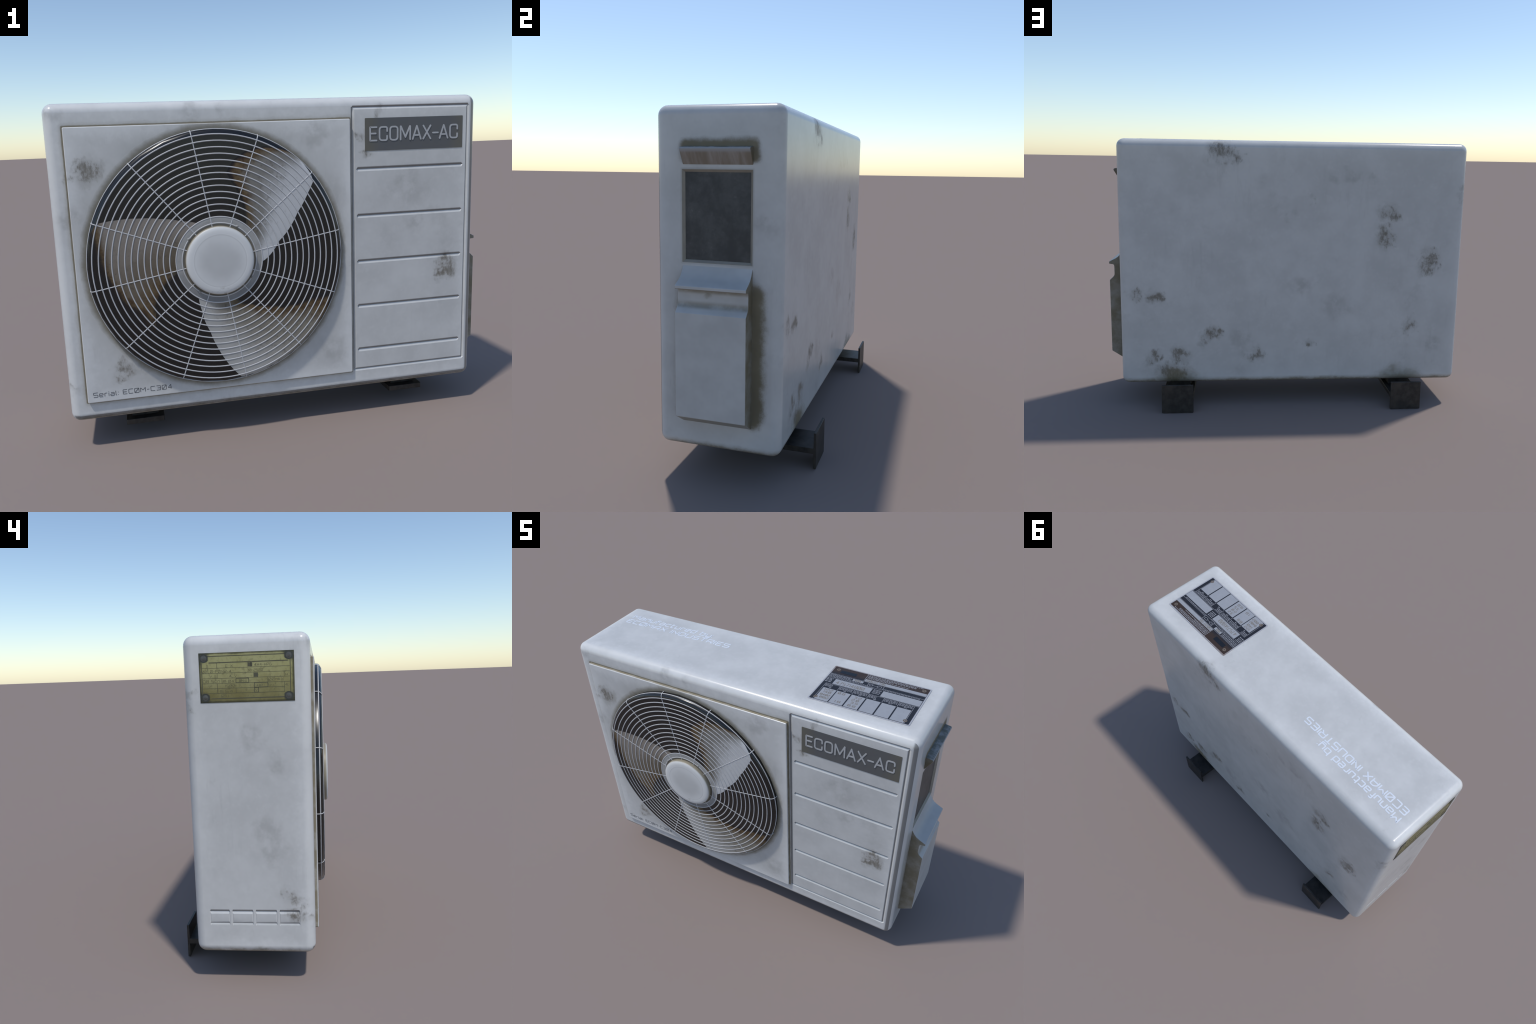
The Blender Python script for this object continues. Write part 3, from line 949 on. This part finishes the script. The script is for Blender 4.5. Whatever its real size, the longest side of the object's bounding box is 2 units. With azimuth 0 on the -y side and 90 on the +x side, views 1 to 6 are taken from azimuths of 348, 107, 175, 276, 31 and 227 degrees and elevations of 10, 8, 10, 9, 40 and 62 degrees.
# ---- wire guard
guard = bpy.data.objects.new('wire_guard', None)
COL.objects.link(guard)
guard.parent = unit
WIRE_Y = GUARD_Y - .0012
for i in range(15):
    r = .1615 + i * .02661
    bm = bmesh.new()
    prof = [(r + .0028 * cos(q), WIRE_Y + .0016 * sin(q)) for q in [k * pi / 4 for k in range(8)]]
    lathe(bm, prof, 128, closed=True)
    add('ring_wire', bm, M_WIRE, guard, 80)
bm = bmesh.new()
lathe(bm, [(DRUM_R - .0026 + .0022 * cos(q), -.3020 + .0028 * sin(q)) for q in [k * pi / 4 for k in range(8)]], 96, closed=True)
add('ring_wire', bm, M_WIRE, guard, 80)


def tube(bm, pts, side, ru, rv, seg=8):
    side = Vector(side)
    rows = []
    for i, p in enumerate(pts):
        t = (pts[min(i + 1, len(pts) - 1)] - pts[max(i - 1, 0)]).normalized()
        n = t.cross(side).normalized()
        rows.append([bm.verts.new(p + side * ru * cos(2 * pi * k / seg) + n * rv * sin(2 * pi * k / seg)) for k in range(seg)])
    for A, B in zip(rows, rows[1:]):
        for k in range(seg):
            bm.faces.new((A[k], A[(k + 1) % seg], B[(k + 1) % seg], B[k]))
    bm.faces.new(rows[0][::-1])
    bm.faces.new(rows[-1])


spoke = None
for k in range(12):
    if spoke is None:
        bm = bmesh.new()
        path = [(.146, GUARD_Y - .0010), (.3, GUARD_Y - .0010), (.528, GUARD_Y - .0010)]
        path += [(r * (1 if r < .55 else 1) + (.0010 if r > .545 else 0), y - (.0012 if r < .55 else .0006)) for r, y in RIM[1:]]
        tube(bm, [Vector((FAN_X + r, y, FAN_Z)) for r, y in path], (0, 0, 1), .0023, .0015)
        spoke = add('spoke_wire', bm, M_WIRE, guard, 80, origin=CENTRE)
    else:
        spoke = copy_of(spoke, 'spoke_wire', guard)
    spoke.rotation_euler = (0, -radians(10 + 30 * k), 0)

bm = bmesh.new()
lathe(bm, [(0, -.3440), (.06, -.3438), (.105, -.3428), (.113, -.3425), (.117, -.3426), (.131, -.3420), (.141, -.3402), (.1465, -.3372),
           (.1488, -.3330), (.1490, -.3170), (.146, -.312), (0, -.312)], 96)
add('hub_cap', bm, M_CAP, guard, 50, origin=CENTRE)

# ---- name plate
plate = None
front = lambda u, v, w: (u, Y0 - w, v)
bm = bmesh.new()
prism(bm, fillet([(.3725, 1.2568), (.8520, 1.2562), (.8520, 1.4005), (.3725, 1.4010)], .003, True), front, -.002, .0016)
nameplate = add('name_plate', bm, M_NAME, unit)
x, hgt = .3965, .0585
for ch, px in zip('ECOMAX-AC', (305, 402, 512, 622, 750, 862, 965, 1038, 1150)):
    adv, strokes, rad = ROUNDED[ch]
    bm = bmesh.new()
    x = .3965 + (px - 305) * (.8290 - .3965) / (1238 - 305)
    for j, st in enumerate(strokes):
        pts = [(x + u * hgt * 1.13, 1.3015 + v * hgt) for u, v in st]
        w = .0072
        if st[0] == st[-1]:
            ribbon(bm, fillet(pts[:-1], rad * hgt, True, 5), w, front, .001, .0034, True)
        else:
            ribbon(bm, fillet(pts, rad * hgt, False, 5), w, front, .001, 0.0034 + j * 2.5e-4, caps=True)
    add('letter', bm, M_LETTER, nameplate)

# ---- serial line on the fan panel, maker's line on the top
serial = bpy.data.objects.new('serial_label', None)
maker = bpy.data.objects.new('maker_label', None)
for o in (serial, maker):
    COL.objects.link(o)
    o.parent = unit
SER = 'Serial: EC0M-C304'
fs = lambda u, v, w: (u, PANEL_Y - w, .2505 + v)
write(SER, fs, -.8935, .3385, .0200, .0025, -.001, .0006, serial, M_SERIAL, .34)
ft = lambda base: (lambda u, v, w: (u, base + v, Z1 + w))
write('Manufactured by:', ft(.1045), -.9125, .545, .0365, .0068, -.001, .0007, maker, M_MAKER, .30)
write('EC0MAX INDUSTRIES', ft(.0500), -.9125, .683, .0350, .0068, -.001, .0007, maker, M_MAKER, .30)

# ---- brass rating plate, left end
left = lambda u, v, w: (X0 - w, .177 - u, 1.424 - v)      # u rightwards, v downwards as read
BW, BH = .385, .200
bm = bmesh.new()
prism(bm, [(0, 0), (BW, 0), (BW, BH), (0, BH)], left, -.002, .0015)
brass = add('rating_plate', bm, M_BRASS, unit)
bm = bmesh.new()


def bar(bm, u0, v0, u1, v1, t, fn, a, b):
    if abs(u1 - u0) > abs(v1 - v0):
        p = [(u0, v0 - t / 2), (u1, v1 - t / 2), (u1, v1 + t / 2), (u0, v0 + t / 2)]
    else:
        p = [(u0 - t / 2, v0), (u0 + t / 2, v0), (u1 + t / 2, v1), (u1 - t / 2, v1)]
    prism(bm, p, fn, a, b)


UL, UR = .036, .348
a, b = .0012, .0020
# border lines round the lettered field
bar(bm, .018, .0135, .368, .0135, .0034, left, a, b)
bar(bm, .040, .0395, UR + .012, .0395, .0040, left, a, b + .0001)
bar(bm, .046, .1835, UR, .1835, .0040, left, a, b)
bar(bm, .0105, .040, .0105, .168, .0028, left, a, b + .0002)
bar(bm, .3690, .030, .3690, .165, .0028, left, a, b + .0002)
ROWS = [.0610, .0815, .1020, .1225, .1425, .1625]
for i, v in enumerate(ROWS):
    bar(bm, .012, v, .367 if i < 4 else .345, v, .0014, left, a, b)
for u, v0, v1 in ((.073, .041, .060), (.036, .062, .081), (.073, .103 - .021, .1015), (.092, .1035, .122), (.073, .1235, .1625),
                  (.148, .1430, .162), (.278, .1035, .122), (.344, .0825, .1015), (.344, .1230, .162), (.212, .0415, .060), (.222, .083, .101)):
    bar(bm, u, v0, u, v1, .0014, left, a, b + .0003)
for u0, v0, u1, v1 in ((.149, .1045, .201, .1215), (.223, .1235, .278, .1415), (.223, .1430, .239, .1615)):
    for p in ((u0, v0, u1, v0), (u0, v1, u1, v1), (u0, v0, u0, v1), (u1, v0, u1, v1)):
        bar(bm, *p, .0024, left, a, b + (.0004 if p[0] == p[2] else .0005))
lines = add('plate_rule', bm, M_ENGRAVE, brass)
lines['kind'] = 'stuff'
bm = bmesh.new()
for u, v, w, h in ((.1985, .0425, .0185, .0155), (.2225, .0840, .0165, .0165)):
    prism(bm, [(u, v), (u + w, v), (u + w, v + h), (u, v + h)], left, .0012, .0023)
o = add('plate_block', bm, M_ENGRAVE, brass)
o['kind'] = 'stuff'
bm0 = bmesh.new()
for s, u, v, w, h in (('D', .030, .059, .006, .009), ('E X', .108, .059, .03, .010), ('4H4-HP6', .226, .057, .068, .010), ('0-P0M2-4', .046, .0795, .085, .010),
                      ('30-2520', .196, .0775, .062, .009), ('V', .042, .097, .009, .007), ('4 V', .122, .0985, .03, .009), ('OB 5cn', .014, .119, .068, .011),
                      ('2 04', .098, .119, .042, .009), ('304-U', .160, .118, .032, .008), ('00nkW', .282, .1165, .060, .010), ('1500', .104, .139, .04, .010),
                      ('E54', .085, .1595, .05, .010), ('0i', .086, .1775, .03, .009), ('48n', .232, .138, .025, .007), ('V', .227, .158, .008, .009), ('-', .032, .136, .02, .01),
                      ('H', .350, .099, .008, .009), ('4t', .348, .139, .012, .009), ('00', .012, .079, .018, .009)):
    fn = lambda uu, vv, ww, v=v: left(uu, v - vv, ww)
    k = w / text_width(s, .4)
    xx = u
    for c in s:
        adv, strokes = WIDE[c]
        for j, st in enumerate(strokes):
            pts = [Vector((xx + p * k, q * h)) for p, q in st]
            if len(pts) > 1:
                ribbon(bm0, pts, .0012, fn, .0012, .0018 + .0002 * j)
        xx += (adv + .4) * k
o = add('plate_marking', bm0, M_ENGRAVE_SOFT, brass)
o['kind'] = 'stuff'
screw = None
for u, v in ((.0200, .0215), (.3640, .0185), (.0215, .1790), (.3610, .1785)):
    bm = bmesh.new()
    prism(bm, [(u + .0195 * cos(q) if abs(cos(q)) < .8 else u + .0175 * (1 if cos(q) > 0 else -1), v + .017 * sin(q)) for q in [k * pi / 12 for k in range(24)]], left, .0012, .0026)
    add('corner_pad', bm, M_BRASS_DARK, brass)
    if screw is None:
        bm = bmesh.new()
        prof = [(0, .0036), (.0035, .0036), (.0062, .0034), (.0078, .0029), (.0118, .0029), (.0125, .0016)]
        rings = []
        for r, h in prof:
            rings.append([bm.verts.new(left(u + r * cos(q), v + r * sin(q), h)) for q in ([k * pi / 10 for k in range(20)] if r else [0])])
        for A, B in zip(rings, rings[1:]):
            for k in range(20):
                if len(A) == 1:
                    bm.faces.new((A[0], B[k], B[(k + 1) % 20]))
                else:
                    bm.faces.new((A[k], B[k], B[(k + 1) % 20], A[(k + 1) % 20]))
        home = Vector(left(u, v, 0))
        screw = add('screw', bm, M_SCREW, brass, 50, origin=home)
    else:
        screw = copy_of(screw, 'screw', brass)
    screw.location = Vector(left(u, v, 0))
    screw.rotation_euler = (random.uniform(0, 6), 0, 0)

# ---- black data plate on the top
PX, PY, PW, PH = .351, .136, .486, .3165
top = lambda u, v, w: (PX + u * PW, PY - v * PH, Z1 + w)
corner = fillet([(0, 0), (PW, 0), (PW, PH), (0, PH)], .009, True, 4)
bm = bmesh.new()
prism(bm, [(p.x / PW, p.y / PH) for p in corner], top, -.002, .0020)
data = add('data_plate', bm, M_RIM, unit)
bm = bmesh.new()
inner = fillet([(.014 * PW, .022 * PH), (.986 * PW, .022 * PH), (.986 * PW, .978 * PH), (.014 * PW, .978 * PH)], .004, True)
prism(bm, [(p.x / PW, p.y / PH) for p in inner], top, .001, .0025)
add('plate_face', bm, M_PLATE, data)


def field(name, u0, v0, u1, v1, mat, h):
    bm = bmesh.new()
    prism(bm, [(u0, v0), (u1, v0), (u1, v1), (u0, v1)], top, .002, h)
    return add(name, bm, mat, data)


FH = .0030
for r in ((.110, .361, .494, .503), (.371, .160, .984, .227), (.601, .356, .982, .506), (.262, .246, .372, .292)):
    field('plate_field', *r, M_FIELD, FH)
for u0, u1 in ((.064, .200), (.210, .346), (.359, .496), (.509, .645), (.659, .793), (.807, .938)):
    field('plate_field', u0, .645, u1, .972, M_FIELD, FH)
field('logo_block', .096, .095, .263, .175, M_BLOCK, FH)

# printed rules and rows of tiny print
bm = bmesh.new()
S = PW / PH


def hrule(u0, u1, v, t=.006):
    prism(bm, [(u0, v - t / 2), (u1, v - t / 2), (u1, v + t / 2), (u0, v + t / 2)], top, .0022, .0029)


def vrule(u, v0, v1, t=.0045):
    prism(bm, [(u - t / 2, v0), (u + t / 2, v0), (u + t / 2, v1), (u - t / 2, v1)], top, .0022, .00285)


hrule(.018, .362, .232, .005)
vrule(.364, .024, .232)
hrule(.370, .984, .235, .004)
hrule(.425, .579, .337)
vrule(.425, .240, .337)
vrule(.580, .240, .345)
hrule(.580, .984, .308, .005)
hrule(.051, .984, .520, .005)
hrule(.018, .50, .348, .004)
for u in (.051, .203, .352, .502, .652, .800, .945):
    vrule(u, .520, .640 if u not in (.051, .945) else .975, .0035)


def print_line(u0, u1, v, t=.011):
    """a row of tiny words, each a short dash of type"""
    u = u0
    while u < u1:
        w = min(random.uniform(.008, .030), u1 - u)
        if w > .004:
            prism(bm, [(u, v - t / 2), (u + w, v - t / 2), (u + w, v + t / 2), (u, v + t / 2)], top, .0022, .0028)
        u += w + .006


for v in (.045, .068, .090):
    print_line(.376, .86 if v > .05 else .93, v)
print_line(.376, .62, .112, .010)
print_line(.376, .80, .133, .010)
for v in (.252, .274):
    print_line(.022, .245, v)
print_line(.022, .37, .300)
print_line(.022, .43, .325)
print_line(.59, .95, .328)
for v in (.375, .405, .435, .468):
    print_line(.022, .090, v, .014)
    print_line(.510, .585, v, .014)
for i, u in enumerate((.057, .208, .358, .508, .658, .806)):
    n = .075 if i in (0, 3) else .13
    for v in (.542, .566, .590):
        print_line(u, u + n, v)
    print_line(u + .055, u + .085, v + .026)
# key symbol
for p in ((.440, .262, .470, .262), (.440, .305, .470, .305)):
    hrule(p[0], p[2], p[1])
vrule(.440, .262, .305)
vrule(.470, .262, .305)
hrule(.470, .520, .285)
for u0, u1, v0, v1 in ((.520, .560, .262, .305),):
    hrule(u0, u1, v0)
    hrule(u0, u1, v1)
    vrule(u0, v0, v1)
    vrule(u1, v0, v1)
o = add('plate_print', bm, M_PRINT, data)
o['kind'] = 'stuff'

bm = bmesh.new()
for s, u, v, w, h in (('475714800', .140, .478, .285, .072), ('5022 A6', .385, .216, .19, .045), ('00', .285, .286, .055, .030),
                      ('122', .085, .705, .085, .042), ('140', .095, .770, .075, .042), ('0402', .085, .845, .095, .042), ('002', .100, .915, .085, .042),
                      ('0.8', .232, .715, .065, .05), ('1.8', .255, .925, .055, .042), ('3.2', .398, .715, .065, .042), ('2.0', .392, .785, .065, .042),
                      ('3.5', .400, .855, .065, .042), ('8.8', .392, .935, .07, .042)):
    fn = lambda uu, vv, ww, v=v: top(uu, v - vv, ww)
    k = w / text_width(s, .4)
    xx = u
    for c in s:
        adv, strokes = WIDE[c]
        for j, st in enumerate(strokes):
            pts = [Vector((xx + p * k, q * h)) for p, q in st]
            ribbon(bm, pts, .0062, fn, .0028, .0033 + .0002 * j)
        xx += (adv + .4) * k
o = add('plate_stamp', bm, M_STAMP, data)
o['kind'] = 'stuff'
rivet = None
for u, v in ((.062, .093), (.940, .090), (.063, .912), (.940, .908)):
    home = Vector(top(u, v, 0))
    if rivet is None:
        bm = bmesh.new()
        prof = [(0, .0026), (.0032, .0028), (.0042, .0034), (.0075, .0034), (.0098, .0030), (.0108, .0018)]
        rings = [[bm.verts.new(home + Vector((r * cos(q), r * sin(q), h))) for q in ([k * pi / 10 for k in range(20)] if r else [0])] for r, h in prof]
        for i, (A, B) in enumerate(zip(rings, rings[1:])):
            for k in range(20):
                f = bm.faces.new((A[0], B[k], B[(k + 1) % 20]) if len(A) == 1 else (A[k], B[k], B[(k + 1) % 20], A[(k + 1) % 20]))
                f.material_index = 1 if i < 1 else 0
        rivet = add('rivet', bm, M_RIVET, data, 40, mats=[M_HOLE], origin=home)
    else:
        rivet = copy_of(rivet, 'rivet', data)
    rivet.location = home

# ---- service cover and awning, right end
side = lambda u, v, w: (u, w, v)
IN = X1 - .004
lip = [(IN, .884), (X1, .8815), (.9300, .8690), (.9380, .8560), (.9490, .8430), (.9650, .8325), (.9990, .8150), (.9985, .8022),
       (.9820, .8008), (.9750, .7988), (.9718, .7945), (.9707, .7860), (.9705, .7460), (.9713, .7390), (.9745, .7325), (.9810, .7255),
       (.9890, .7178), (.9965, .7108), (.9975, .7085), (.9965, .2960), (.9950, .2925), (X1 + .004, .2485), (IN, .2465)]
bm = bmesh.new()
prism(bm, lip, side, -.1575, .1305)
es = [e for e in bm.edges if abs(e.verts[0].co.y - e.verts[1].co.y) > .2 and min(v.co.x for v in e.verts) > .99]
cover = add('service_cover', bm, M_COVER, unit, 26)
bv = cover.modifiers.new('soft', 'BEVEL')
bv.width, bv.segments, bv.limit_method, bv.angle_limit = .0035, 2, 'ANGLE', radians(50)
wn = cover.modifiers.new('weighted', 'WEIGHTED_NORMAL')
wn.keep_sharp, wn.weight = True, 60
awn = [(IN, 1.340), (.9500, 1.3365), (.9565, 1.3340), (.9592, 1.3290), (.9580, 1.3245), (X1 + .001, 1.2715), (IN, 1.2700)]
bm = bmesh.new()
prism(bm, awn, side, -.1540, .1290)
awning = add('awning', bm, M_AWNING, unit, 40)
bv = awning.modifiers.new('soft', 'BEVEL')
bv.width, bv.segments, bv.limit_method, bv.angle_limit = .0025, 2, 'ANGLE', radians(60)

# ---- steel feet: a level web under the casing ending in an upright flange behind it
foot = None
for x0 in (.5200, -.7665):
    if foot is None:
        bm = bmesh.new()
        tee = [(-.2075, .0665), (.3325, .0665), (.3325, 0), (.3440, 0), (.3440, .1595), (.3325, .1595), (.3325, .0910), (-.2075, .0910)]
        prism(bm, tee, lambda u, v, w: (w, u, v), x0, x0 + .1725)
        ce = [e for e in bm.edges if all(v.co.y < -.2 for v in e.verts) and abs(e.verts[0].co.z - e.verts[1].co.z) > .01]
        bmesh.ops.bevel(bm, geom=ce, offset=.008, segments=2, profile=.5, affect='EDGES')
        home = Vector((x0, 0, 0))
        foot = add('foot', bm, M_STEEL, unit, 30, origin=home)
        bv = foot.modifiers.new('soft', 'BEVEL')
        bv.width, bv.segments, bv.limit_method, bv.angle_limit = .0014, 2, 'ANGLE', radians(50)
    else:
        foot = copy_of(foot, 'foot', unit)
        foot.location = (x0, 0, 0)
# packers carrying the casing on the webs
for x0 in (.5450, -.7415):
    for y0 in (-.17, .13):
        bm = bmesh.new()
        box(bm, x0, x0 + .1225, y0, y0 + .06, .0905, Z0 + .004, .002)
        add('mount_pad', bm, M_STEEL, unit)
